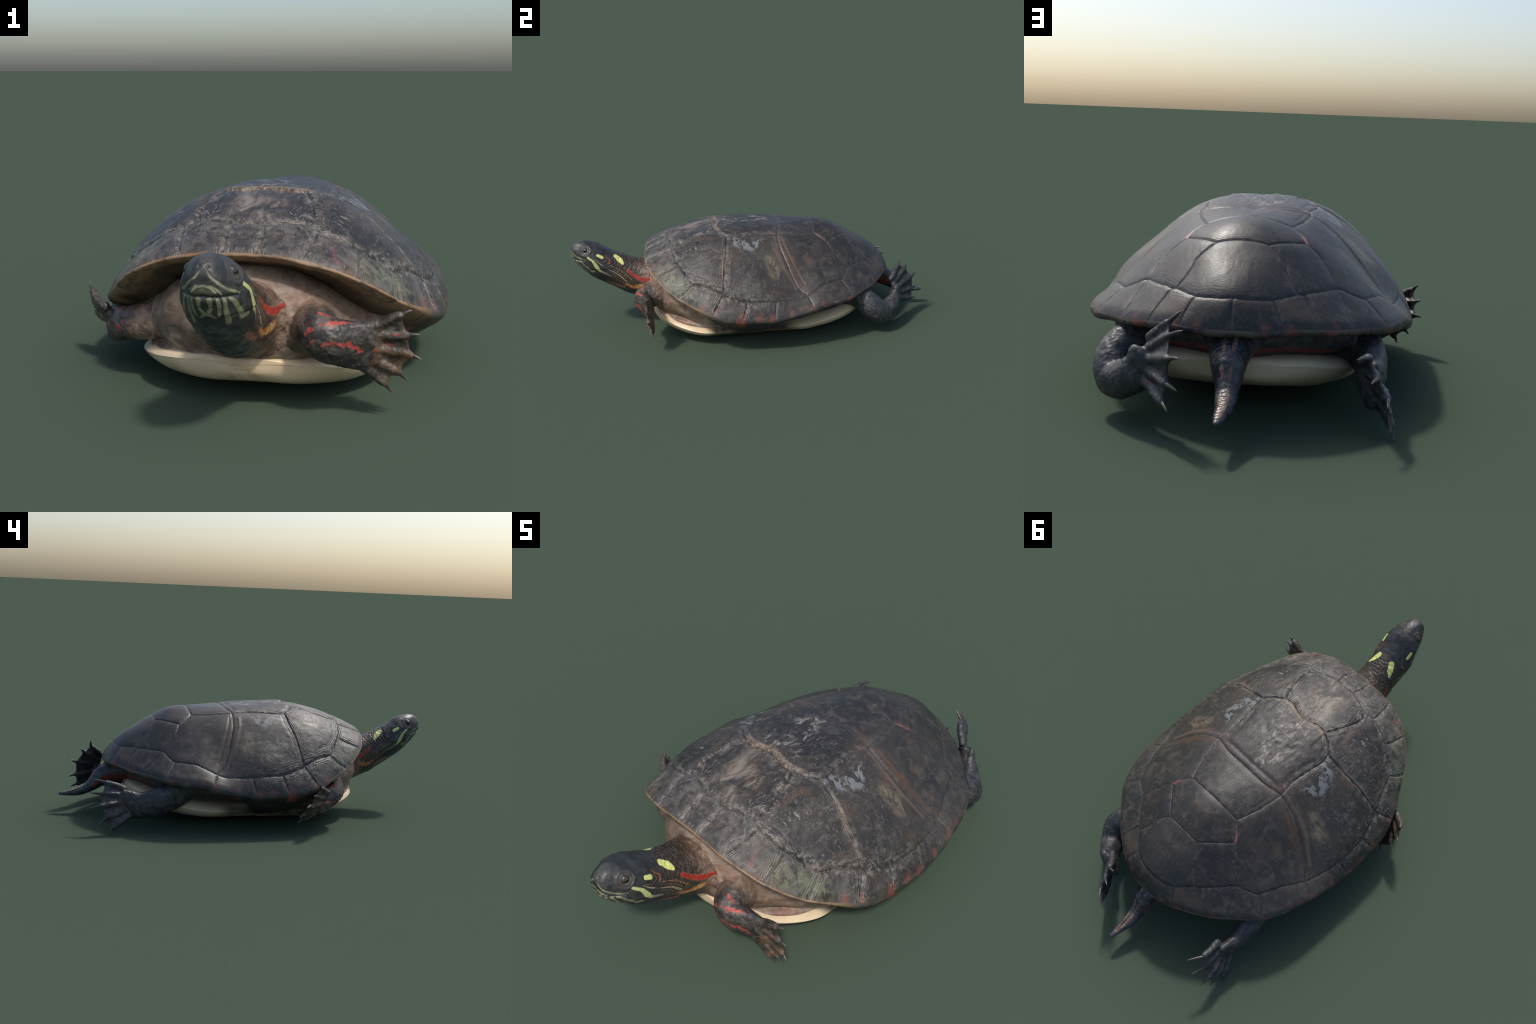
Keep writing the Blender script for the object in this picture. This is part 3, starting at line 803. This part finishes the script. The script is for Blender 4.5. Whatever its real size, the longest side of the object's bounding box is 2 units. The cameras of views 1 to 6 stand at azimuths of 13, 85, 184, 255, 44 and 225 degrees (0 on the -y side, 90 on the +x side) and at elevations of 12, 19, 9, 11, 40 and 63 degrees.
MAT = dict(rim=rim_horn(), vertebral=horn("scute_horn", False), marginal=horn("marginal_horn", True), plastron=plastron_horn(), torso=body_skin(),
           head=head_skin("head_skin", False), neck=head_skin("neck_skin", True), tail=tail_skin(), claw=claw_horn(), eye=eye_gloss(),
           limb_fl=leg_skin("foreleg_skin", (.026, .023, .021), (.085, .073, .062), FL_STROKES, CORAL, (.19, -.50, .27), .135),
           foot_fl=leg_skin("forefoot_skin", (.026, .022, .019), (.085, .068, .054), FL_FOOT, (.38, .075, .040), foot=True),
           limb_fr=leg_skin("foreleg_skin", (.026, .023, .021), (.085, .073, .062), FR_STROKES, CORAL, (-.25, -.42, .20), .15),
           foot_fr=leg_skin("forefoot_skin", (.026, .022, .019), (.085, .068, .054), FR_FOOT, (.38, .075, .040), foot=True),
           limb_hl=leg_skin("hindleg_skin", (.026, .027, .030), (.066, .066, .068), [], DARK_RED, mottled=.25, relief=.22), foot_hl=leg_skin("hindfoot_skin", (.023, .023, .026), (.055, .053, .054), HL_FOOT, DARK_RED, mottled=.25, relief=.22),
           limb_hr=leg_skin("hindleg_skin", (.026, .027, .030), (.066, .066, .068), [], DARK_RED, mottled=.25, relief=.22), foot_hr=leg_skin("hindfoot_skin", (.023, .023, .026), (.055, .053, .054), HR_FOOT, DARK_RED, mottled=.25, relief=.22))
MAT["costal"], MAT["nuchal"] = MAT["vertebral"], MAT["marginal"]
# MATERIALS END


root = bpy.data.objects.new("painted_turtle", None)
bpy.context.collection.objects.link(root)
root["label"] = "dark painted turtle with red and yellow stripes"
root["category"] = "turtle"

# rim and bridge: a ring that rolls from the outline under the marginals
ring_xy = np.array(rim_line[::1] + mirror(rim_line)[1:-1])
ring_xy = ring_xy[np.r_[0:len(ring_xy)]]
tang = np.roll(ring_xy, -1, 0) - np.roll(ring_xy, 1, 0)
outw = np.c_[-tang[:, 1], tang[:, 0]]
outw /= np.linalg.norm(outw, axis=1)[:, None]
if (outw[10] @ ring_xy[10]) < 0:
    outw = -outw
ring0 = shell_points(ring_xy)
bridge = smooth01((ring_xy[:, 1] + .37) / .12) * smooth01((.15 - ring_xy[:, 1]) / .13)
lip = 1 - .32 * smooth01((-.28 - ring_xy[:, 1]) / .2) + .40 * smooth01((ring_xy[:, 1] - .12) / .1) * smooth01((.58 - ring_xy[:, 1]) / .15)
front_drop = smooth01((-.22 - ring_xy[:, 1]) / .2)
sides = np.sign(ring_xy[:, 0])
free = [(.003, -.005), (.003, -.012), (-.002, -.019), (-.012, -.023), (-.04, -.025), (-.09, -.030), (-.17, -.036)]
brid = [(.003, -.007), (.003, -.018), (-.004, -.030), (-.026, -.050), (-.065, -.078), (-.115, -.110), (-.19, -.146)]
rings = [ring0]
for (o1, d1), (o2, d2), sink in zip(free, brid, (0, 0, 0, .004, .014, .030, .050)):
    o = o1 + (o2 - o1) * bridge
    d = (d1 + (d2 - d1) * bridge) * lip - sink * front_drop
    R = np.c_[ring_xy + outw * o[:, None], ring0[:, 2] + d]
    R[:, 0] += X0
    rings.append(R)
N = len(ring_xy)
rv = catmull(np.array(rings).reshape(len(rings), -1), 4).reshape(-1, 3)
rn = len(rv) // N
rv[N * 2:] += (noise3(rv[N * 2:], 14, 3, 3) * .0025)[:, None] * V(0, 0, 1)
rf = [(k * N + i, k * N + (i + 1) % N, (k + 1) * N + (i + 1) % N, (k + 1) * N + i) for k in range(rn - 1) for i in range(N)]
carapace = new_object("carapace", rv, [f[::-1] for f in rf], MAT["rim"], root)
for name, outline in scutes:
    v, f = fill(outline)
    kind = name.split("_")[0]
    own = np.array(outline)
    own = own[seam_distance(own, rim_arr) > .002]
    new_object(name, shell_points(v, own), f, MAT[kind], carapace)

# ------------------------------------------------------------------ plastron
#         y, half width, bottom, top
PLASTRON = [(-.580, .03, .120, .138), (-.570, .11, .100, .150), (-.535, .212, .071, .150), (-.48, .285, .049, .145), (-.42, .332, .032, .135), (-.34, .373, .018, .12), (-.25, .393, .013, .11), (-.1, .385, .014, .11), (.1, .375, .014, .11),
            (.25, .388, .014, .12), (.36, .375, .022, .14), (.45, .352, .040, .16), (.53, .310, .062, .175), (.60, .238, .088, .182), (.645, .14, .112, .18), (.662, .04, .132, .165)]
pl = catmull(PLASTRON, 10)
seg = 96
pv, under = [], []
for y, w, zb, zt in pl:
    for k in range(seg):
        a = 2 * math.pi * k / seg
        c, s = math.cos(a), math.sin(a)
        ex = .5 if s < 0 else .35
        x = w * math.copysign(abs(c) ** .42, c)
        t = math.copysign(abs(s) ** .72, s)
        zz = (zb + zt) / 2 + (zt - zb) / 2 * t
        under.append(float(smooth01(.5 - t)))
        pv.append((x + X0, y, zz))
pv = np.array(pv)
n = len(pl)
pf = [(k * seg + i, (k + 1) * seg + i, (k + 1) * seg + (i + 1) % seg, k * seg + (i + 1) % seg) for k in range(n - 1) for i in range(seg)]
pf += [tuple(range(seg)), tuple(range((n - 1) * seg, n * seg))[::-1]]
# rounded lower edge, plus shallow grooves between the ventral shields
xn = np.abs(pv[:, 0] - X0)
low = np.array(under)
wy = np.interp(pv[:, 1], pl[:, 0], pl[:, 1])
pv[:, 2] += low * .030 * np.clip(xn / np.maximum(wy, .05), 0, 1) ** 4
groove = np.exp(-(xn / .004) ** 2)
for yy in (-.36, -.2, .02, .22, .42):
    groove = np.maximum(groove, np.exp(-((pv[:, 1] - yy) / .006) ** 2) * (xn < .33))
pv[:, 2] += low * (np.abs(pv[:, 1]) < .52) * .003 * groove
pv[:, 2] += .003 * noise3(pv, 7, 5, 2)
plastron = new_object("plastron", pv, pf, MAT["plastron"], root)

# ------------------------------------------------------------------ soft body
raw_v, raw_f = [], []


def add_raw(v, f):
    b = sum(len(q) for q in raw_v)
    raw_v.append(np.array(v))
    raw_f.extend([tuple(i + b for i in t) for t in f])


def tube(rows, wide=(0, 0, 1), seg=28, per=8, power=2.0):
    """Closed tube: rows are x, y, z, half width along `wide`, half thickness."""
    R = catmull(rows, per)
    C = R[:, :3]
    T = np.gradient(C, axis=0)
    ring = []
    for i in range(len(C)):
        t = unit(T[i])
        w = unit(np.array(wide, float) - t * (np.array(wide) @ t))
        u = np.cross(t, w)
        ring.append((C[i], w, u, t, max(R[i, 3], .002), max(R[i, 4], .002)))
    cap = lambda r, s: [(r[0] + s * r[3] * min(r[4], r[5]) * math.sin(a), r[1], r[2], r[3], r[4] * math.cos(a), r[5] * math.cos(a)) for a in (.5, 1.0, 1.4)]
    ring = cap(ring[0], -1)[::-1] + ring + cap(ring[-1], 1)
    v = []
    for c, w, u, t, a, b in ring:
        for k in range(seg):
            th = 2 * math.pi * k / seg
            cx, sx = math.cos(th), math.sin(th)
            v.append(c + w * a * math.copysign(abs(cx) ** (2 / power), cx) + u * b * math.copysign(abs(sx) ** (2 / power), sx))
    m = len(ring)
    f = [(k * seg + i, k * seg + (i + 1) % seg, (k + 1) * seg + (i + 1) % seg, (k + 1) * seg + i) for k in range(m - 1) for i in range(seg)]
    f += [tuple(range(seg))[::-1], tuple(range((m - 1) * seg, m * seg))]
    add_raw(v, f)
    return R


def web(A, B, thick, normal, sag=.35):
    """Thin web of skin between two toe lines, its free edge drawn in."""
    n, m = 10, 9
    A, B = catmull(A, 8), catmull(B, 8)
    pick = lambda L, s: np.array([np.interp(s * (len(L) - 1), range(len(L)), L[:, k]) for k in range(3)])
    top, bot = [], []
    for j in range(m):
        t = j / (m - 1)
        end = 1 - sag * 4 * t * (1 - t)
        for i in range(n):
            s = i / (n - 1) * end
            p = pick(A, s) * (1 - t) + pick(B, s) * t
            h = thick * (1 - .45 * s)
            top.append(p + normal * h)
            bot.append(p - normal * h)
    v = top + bot
    q = n * m
    idx = lambda i, j: j * n + i
    f = []
    for j in range(m - 1):
        for i in range(n - 1):
            a, b, c, d = idx(i, j), idx(i + 1, j), idx(i + 1, j + 1), idx(i, j + 1)
            f += [(a, b, c, d), (a + q, d + q, c + q, b + q)]
    border = [idx(i, 0) for i in range(n)] + [idx(n - 1, j) for j in range(1, m)] + [idx(i, m - 1) for i in range(n - 2, -1, -1)] + [idx(0, j) for j in range(m - 2, 0, -1)]
    for a, b in zip(border, border[1:] + border[:1]):
        f.append((b, a, a + q, b + q))
    add_raw(v, f)


# torso, hidden inside the shell except round the neck and the limbs: y, half width, centre height, half height
TORSO = [(-.588, .10, .27, .08), (-.562, .175, .268, .12), (-.525, .235, .264, .148), (-.48, .275, .252, .158), (-.40, .335, .222, .14), (-.30, .42, .195, .125), (-.2, .45, .19, .12), (0, .44, .19, .12), (.2, .43, .19, .12),
         (.36, .43, .205, .10), (.46, .40, .22, .088), (.54, .29, .228, .078), (.60, .17, .23, .068), (.65, .09, .235, .055)]
tube([(X0, y, z, hh, w) for y, w, z, hh in TORSO], (0, 0, 1), seg=64)

# low apron of skin that runs out over the belly plate
APRON = [(-.535, .15, .128, .036), (-.49, .245, .125, .040), (-.43, .300, .120, .042), (-.35, .345, .112, .042), (-.25, .372, .105, .040), (-.15, .36, .10, .035)]
tube([(X0, y, z, hh, w) for y, w, z, hh in APRON], (0, 0, 1), seg=56)

# head and neck: y, centre x, half width, top, bottom
HEAD = [(-.999, .038, .020, .488, .450), (-.993, .038, .033, .503, .425), (-.98, .038, .042, .514, .402), (-.96, .037, .053, .522, .377), (-.93, .037, .067, .523, .345), (-.90, .036, .081, .517, .321),
        (-.87, .035, .090, .508, .300), (-.84, .033, .0945, .489, .283), (-.81, .031, .092, .470, .264), (-.77, .029, .088, .451, .240), (-.715, .027, .088, .427, .205), (-.66, .025, .093, .405, .183),
        (-.60, .025, .108, .390, .158), (-.54, .026, .14, .375, .145), (-.46, .026, .18, .35, .14)]
hr_ = catmull(HEAD, 8)
seg = 72
hv = []
for y, xc, a, zt, zb in hr_:
    zc, b = (zt + zb) / 2, (zt - zb) / 2
    f = smooth01((y + .80) / .2)          # 0 on the head, 1 on the neck
    for k in range(seg):
        th = 2 * math.pi * k / seg
        c, s = math.cos(th), math.sin(th)
        x = a * math.copysign(abs(c) ** (2 / (2.5 - .4 * f)), c)
        z = b * math.copysign(abs(s) ** (2 / (2.25 - .2 * f)), s)
        taper = 1 - (1 - f) * .22 * max(0, s) ** 2 - (1 - f) * .16 * max(0, -s) ** 1.5
        hv.append((xc + x * taper, y, zc + z))
m = len(hr_)
hf = [(k * seg + i, k * seg + (i + 1) % seg, (k + 1) * seg + (i + 1) % seg, (k + 1) * seg + i) for k in range(m - 1) for i in range(seg)]
hf += [tuple(range(seg))[::-1], tuple(range((m - 1) * seg, m * seg))]
add_raw(hv, [t[::-1] for t in hf])
EYES = [V(.036 + s * .0555, -.919, .481) for s in (1, -1)]

TAIL = [(.028, .60, .225, .075, .06), (.029, .68, .222, .068, .055), (.028, .735, .208, .058, .053), (.026, .775, .188, .050, .050), (.022, .815, .155, .040, .038), (.019, .86, .125, .031, .026), (.019, .91, .106, .025, .021), (.023, .96, .098, .019, .015), (.026, .991, .0965, .013, .011)]
tube(TAIL, (1, 0, 0), seg=32)

LIMBS = {}


def limb(key, kind, spine, wide, wrist, bases, tips, palm, thick, toe_r, sag):
    """Leg as a tube, foot as a fan of toes joined by webs; returns claw placements."""
    tube(spine, wide, seg=32)
    wrist = np.array(wrist)
    bases, tips = [np.array(b, float) for b in bases], [np.array(t, float) for t in tips]
    across = unit(bases[0] - bases[-1])
    ahead = unit(np.mean(bases, 0) - wrist)
    normal = unit(np.cross(across, ahead))
    toes = []
    for i, b in enumerate(bases):
        u = .5 - i / (len(bases) - 1)
        start = wrist + across * u * palm
        knuckle = start * .45 + b * .55 + normal * .004
        line = [start, knuckle, b]
        toes.append(line)
        tube([(*start, toe_r * 1.25, thick), (*knuckle, toe_r * 1.1, toe_r * 1.15), (*(b * .8 + knuckle * .2), toe_r * .9, toe_r * .9), (*b, toe_r * .66, toe_r * .66)], across, seg=14, per=5)
    for a, b in zip(toes[:-1], toes[1:]):
        web(a, b, .0075, normal, sag)
    LIMBS[key] = dict(kind=kind, spine=np.array(spine), wrist=wrist, bases=bases, tips=tips, toe_r=toe_r, ahead=ahead)


# front left (+x)
limb("fl", "forelimb",
     [(.19, -.42, .245, .075, .07), (.225, -.53, .255, .070, .066), (.245, -.592, .244, .066, .062), (.285, -.612, .230, .066, .05), (.335, -.594, .218, .07, .036), (.378, -.583, .212, .075, .028), (.405, -.581, .210, .068, .020)],
     (.0, -.15, 1), (.385, -.583, .212),
     [(.472, -.588, .309), (.492, -.590, .254), (.503, -.585, .196), (.470, -.577, .141), (.430, -.572, .106)],
     [(.498, -.585, .323), (.521, -.592, .258), (.528, -.593, .188), (.494, -.574, .119), (.452, -.566, .080)], .12, .016, .0135, .05)
# front right (-x)
limb("fr", "forelimb",
     [(-.14, -.38, .215, .064, .058), (-.255, -.392, .20, .060, .055), (-.342, -.386, .182, .056, .053), (-.393, -.358, .168, .054, .048), (-.428, -.318, .156, .058, .039), (-.460, -.283, .150, .062, .028), (-.480, -.262, .150, .058, .020)],
     (.15, .15, 1), (-.472, -.280, .150),
     [(-.558, -.243, .240), (-.567, -.213, .198), (-.568, -.184, .150), (-.530, -.166, .098), (-.495, -.172, .066)],
     [(-.575, -.230, .263), (-.586, -.198, .209), (-.590, -.166, .150), (-.543, -.142, .085), (-.501, -.146, .047)], .115, .016, .0135, .05)
# hind left (+x)
limb("hl", "hindlimb",
     [(.26, .44, .216, .072, .066), (.312, .525, .214, .068, .061), (.364, .588, .185, .065, .059), (.388, .64, .143, .066, .060), (.368, .69, .108, .061, .057), (.323, .745, .128, .054, .046), (.28, .777, .160, .058, .034), (.252, .79, .192, .070, .024)],
     (.1, .1, 1), (.252, .785, .198),
     [(.188, .822, .318), (.176, .862, .291), (.172, .904, .237), (.175, .906, .166), (.186, .899, .110)],
     [(.150, .826, .355), (.139, .880, .312), (.140, .934, .250), (.140, .942, .162), (.168, .931, .101)], .125, .016, .0145, .04)
# hind right (-x)
limb("hr", "hindlimb",
     [(-.25, .37, .195, .074, .066), (-.342, .425, .184, .074, .061), (-.374, .49, .160, .073, .053), (-.382, .56, .134, .069, .047), (-.382, .63, .126, .066, .039), (-.380, .69, .132, .073, .026), (-.387, .715, .135, .07, .018)],
     (-.1, .1, 1), (-.376, .69, .144),
     [(-.362, .793, .239), (-.388, .812, .187), (-.421, .823, .134), (-.430, .795, .073), (-.441, .760, .029)],
     [(-.330, .848, .249), (-.372, .870, .192), (-.419, .870, .125), (-.432, .832, .043), (-.446, .781, .0005)], .13, .016, .0145, .04)

raw = new_object("raw_body", np.vstack(raw_v), raw_f)
bm = bmesh.new()
bm.from_mesh(raw.data)
bmesh.ops.recalc_face_normals(bm, faces=bm.faces)
bm.to_mesh(raw.data)
bm.free()
mod = raw.modifiers.new("remesh", "REMESH")
mod.mode, mod.voxel_size, mod.adaptivity = "VOXEL", .0046, 0
mod = raw.modifiers.new("smooth", "SMOOTH")
mod.factor, mod.iterations = .5, 6
deps = bpy.context.evaluated_depsgraph_get()
coarse = bpy.data.meshes.new_from_object(raw.evaluated_get(deps))
raw.modifiers.clear()
bm = bmesh.new()
bm.from_mesh(coarse)                    # the part of the torso that the shell encloses is left out
hidden = [f for f in bm.faces if (lambda c: -.20 < c.y < .40 and abs(c.x - X0) < .40 - .9 * max(0, c.y - .25) and .06 < c.z)(f.calc_center_median())]
bmesh.ops.delete(bm, geom=hidden, context="FACES")
bm.to_mesh(raw.data)
bm.free()
mod = raw.modifiers.new("fine", "SUBSURF")
mod.levels = mod.render_levels = 1
deps = bpy.context.evaluated_depsgraph_get()
body = bpy.data.meshes.new_from_object(raw.evaluated_get(deps))
bpy.data.objects.remove(raw)

nv = len(body.vertices)
co = np.empty(nv * 3)
body.vertices.foreach_get("co", co)
co = co.reshape(-1, 3)
nm = np.empty(nv * 3)
body.vertices.foreach_get("normal", nm)
nm = nm.reshape(-1, 3)
x, y, z = co.T
disp = np.zeros(nv)
hx = np.interp(y, [-.93, -.77, -.6], [.037, .029, .025])
ax = np.abs(x - hx)
head_zone = smooth01((-.62 - y) / .05) * (z > .15) * (np.abs(x) < .16)
# mouth slit
mouth_z = np.interp(ax, [0, .03, .055, .075], [.436, .434, .430, .426])
open_ = smooth01((-.924 - y) / .012)
disp -= .0055 * open_ * np.exp(-((z - mouth_z) / .0032) ** 2)
disp += .0016 * open_ * np.exp(-((z - mouth_z - .012) / .007) ** 2)
disp += .0010 * open_ * np.exp(-((z - mouth_z + .012) / .007) ** 2)
# brow, eye socket and lid ring
for e in EYES:
    d = np.linalg.norm(co - e, axis=1)
    disp += .0012 * np.exp(-((d - .0195) / .003) ** 2)
    disp += .0022 * np.exp(-((d - .030) / .006) ** 2)
    disp -= .0014 * np.exp(-((d - .0245) / .0022) ** 2)
    disp -= .003 * np.exp(-(d / .014) ** 2)
    brow = np.linalg.norm((co - e - V(0, 0, .022)) / (1, 1.5, 1), axis=1)
    disp += .004 * np.exp(-(brow / .014) ** 2)
# nostrils
for s in (1, -1):
    d = np.linalg.norm(co - V(.038 + s * .0105, -.990, .506), axis=1)
    disp += .0004 * np.exp(-((d - .0075) / .0035) ** 2)
    disp -= .0050 * np.exp(-(d / .0048) ** 2)
# skull edge behind which the loose neck skin begins, and ear drums
ridge = y - (-.775 + .10 * ax)
disp += .0025 * smooth01(-ridge / .012) * (z > .38) * head_zone
disp -= .0035 * np.exp(-(np.linalg.norm((np.c_[ax, y, z] - V(.092, -.845, .415)) / (1, 1, 1), axis=1) / .022) ** 2) * head_zone
# neck wrinkles: rings across the neck axis, finer on top
s = -y * .82 + z * .5
wr = np.sin((s + .012 * noise3(co, 30, 1, 2)) * 2 * math.pi / .017)
disp += .0004 * wr * smooth01((y + .79) / .04) * smooth01((-.56 - y) / .05) * (np.abs(x - .026) < .13)
# loose folds on the body skin and wrinkles on the legs
on_limb = np.full(nv, 9.)
for L in LIMBS.values():
    sp = catmull(L["spine"][2:, :3], 6)
    on_limb = np.minimum(on_limb, seam_distance(co, np.vstack([sp, np.array(L["bases"])])))
leg = smooth01((.13 - on_limb) / .05)
fold = np.abs(noise3(co * (1, 1, 1), 17, 6, 3))
disp += leg * (.0024 - .0008 * (y > 0)) * (.35 - fold)
fine_fold = noise3(co, 60, 8, 2)
disp += leg * .0012 * fine_fold
rest = (1 - leg) * (1 - head_zone)
disp += rest * .0045 * noise3(co * (1, 1, 2.0), 9, 3, 2)
disp += head_zone * .0010 * noise3(co, 45, 5, 3)
tail_zone = smooth01((y - .68) / .06) * (np.abs(x - .026) < .1)
disp += tail_zone * .0005 * np.sin(y * 2 * math.pi / .014)
co2 = co + nm * disp[:, None]
# keep the soft body inside the shell and above the ground
cap_z = np.where((np.abs(x - X0) < .62) & (np.abs(y) < .80), dome(np.c_[x - X0, y]) - .012, 9)
inside_plan = (np.hypot((x - X0) / .56, (y - .09) / .69) < .95)
co2[:, 2] = np.where(inside_plan, np.minimum(co2[:, 2], cap_z), co2[:, 2])
body.vertices.foreach_set("co", co2.ravel())
body.update()

# split the one smooth surface into its anatomical parts
nf = len(body.polygons)
fc = np.empty(nf * 3)
body.polygons.foreach_get("center", fc)
fc = fc.reshape(-1, 3)
label = np.zeros(nf, int)                    # 0 torso
names = ["torso", "head", "neck", "tail"]
label[(fc[:, 1] < -.575) & (np.abs(fc[:, 0] - .026) < .13) & (fc[:, 2] > .14)] = 2
label[(fc[:, 1] < -.775 + .10 * np.abs(fc[:, 0] - .03) - .25 * np.clip(.40 - fc[:, 2], 0, 1)) & (np.abs(fc[:, 0] - .03) < .14)] = 1
label[(fc[:, 1] > .735 - .2 * (fc[:, 2] - .2)) & (np.abs(fc[:, 0] - .026) < .085)] = 3
part_keys = ["torso", "head", "neck", "tail"]
for key, L in LIMBS.items():
    sp = catmull(L["spine"][1:, :4], 8)
    d = np.concatenate([(np.sqrt(((fc[i:i + 4000, None] - sp[None, :, :3]) ** 2).sum(-1)) - sp[None, :, 3]).min(1) for i in range(0, nf, 4000)])
    start = L["spine"][2, :3] - L["spine"][1, :3]
    past = (fc - L["spine"][1, :3]) @ unit(start) > .02
    toe = np.vstack([np.linspace(L["wrist"], b, 10) for b in L["bases"]])
    dt = seam_distance(fc, toe)
    is_foot = (((fc - L["wrist"]) @ L["ahead"]) > .012) & (dt < .045)
    leg_ = (d < .028) & past & (label == 0)
    label[leg_] = len(part_keys)
    label[is_foot] = len(part_keys) + 1
    part_keys += [key, key + "_foot"]

vn = np.empty(nv * 3)
body.vertices.foreach_get("normal", vn)
vn = vn.reshape(-1, 3)
polys = np.empty(nf * 4, int)
body.polygons.foreach_get("vertices", polys)
polys = polys.reshape(-1, 4)
parts = {}
for li, key in enumerate(part_keys):
    F = polys[label == li]
    if not len(F):
        continue
    ids, inv = np.unique(F, return_inverse=True)
    base = key[:2] if key[:2] in LIMBS and key not in names else key
    if base in LIMBS:
        nm_, mat = ("foot", "foot_" + base) if key.endswith("_foot") else (LIMBS[base]["kind"], "limb_" + base)
    else:
        nm_, mat = key, key
    ob = new_object(nm_, co2[ids], inv.reshape(-1, 4), MAT[mat], root)
    ob.data.normals_split_custom_set_from_vertices([tuple(q) for q in vn[ids]])
    parts[key] = ob
for key in LIMBS:
    parts[key + "_foot"].parent = parts[key]

# claws: one shared curved cone, set on each toe
cl = catmull([(0, 0, 0, 1), (.35, 0, .03, .82), (.7, 0, .02, .55), (.92, 0, -.05, .25), (1, 0, -.09, .06)], 4)
cvv, cff, cs = [], [], 14
for px, py, pz, r in cl:
    for k in range(cs):
        a = 2 * math.pi * k / cs
        cvv.append((px, r * math.cos(a), pz * 2 + r * math.sin(a)))
cff = [(k * cs + i, (k + 1) * cs + i, (k + 1) * cs + (i + 1) % cs, k * cs + (i + 1) % cs) for k in range(len(cl) - 1) for i in range(cs)]
cff += [tuple(range(cs)), tuple(range((len(cl) - 1) * cs, len(cl) * cs))[::-1]]
claw_mesh = None
for key, L in LIMBS.items():
    for b, t in zip(L["bases"], L["tips"]):
        d = t - b
        start = b - unit(d) * .012
        d = t - start
        ex = unit(d)
        ez = unit(V(0, 0, 1) - ex * ex[2])
        ey = np.cross(ez, ex)
        if claw_mesh is None:
            ob = new_object("claw", cvv, cff, MAT["claw"], parts[key])
            claw_mesh = ob.data
        else:
            ob = bpy.data.objects.new("claw", claw_mesh)
            bpy.context.collection.objects.link(ob)
            ob.parent = parts[key]
        ln, r = np.linalg.norm(d), L["toe_r"] * .58
        M4 = Matrix.Identity(4)
        for i in range(3):
            M4[i][0], M4[i][1], M4[i][2], M4[i][3] = ex[i] * ln, ey[i] * r, ez[i] * r, start[i]
        ob.matrix_world = M4

# eyes
for e, s in zip(EYES, (1, -1)):
    bm = bmesh.new()
    bmesh.ops.create_uvsphere(bm, u_segments=32, v_segments=20, radius=.0185)
    me = bpy.data.meshes.new("eye")
    bm.to_mesh(me)
    bm.free()
    me.shade_smooth()
    me.materials.append(MAT["eye"])
    ob = bpy.data.objects.new("eye", me)
    bpy.context.collection.objects.link(ob)
    ob.location = e - V(s * .0072, 0, 0)
    ob.rotation_euler = (0, 0, 0 if s > 0 else math.pi)
    ob.parent = parts["head"]
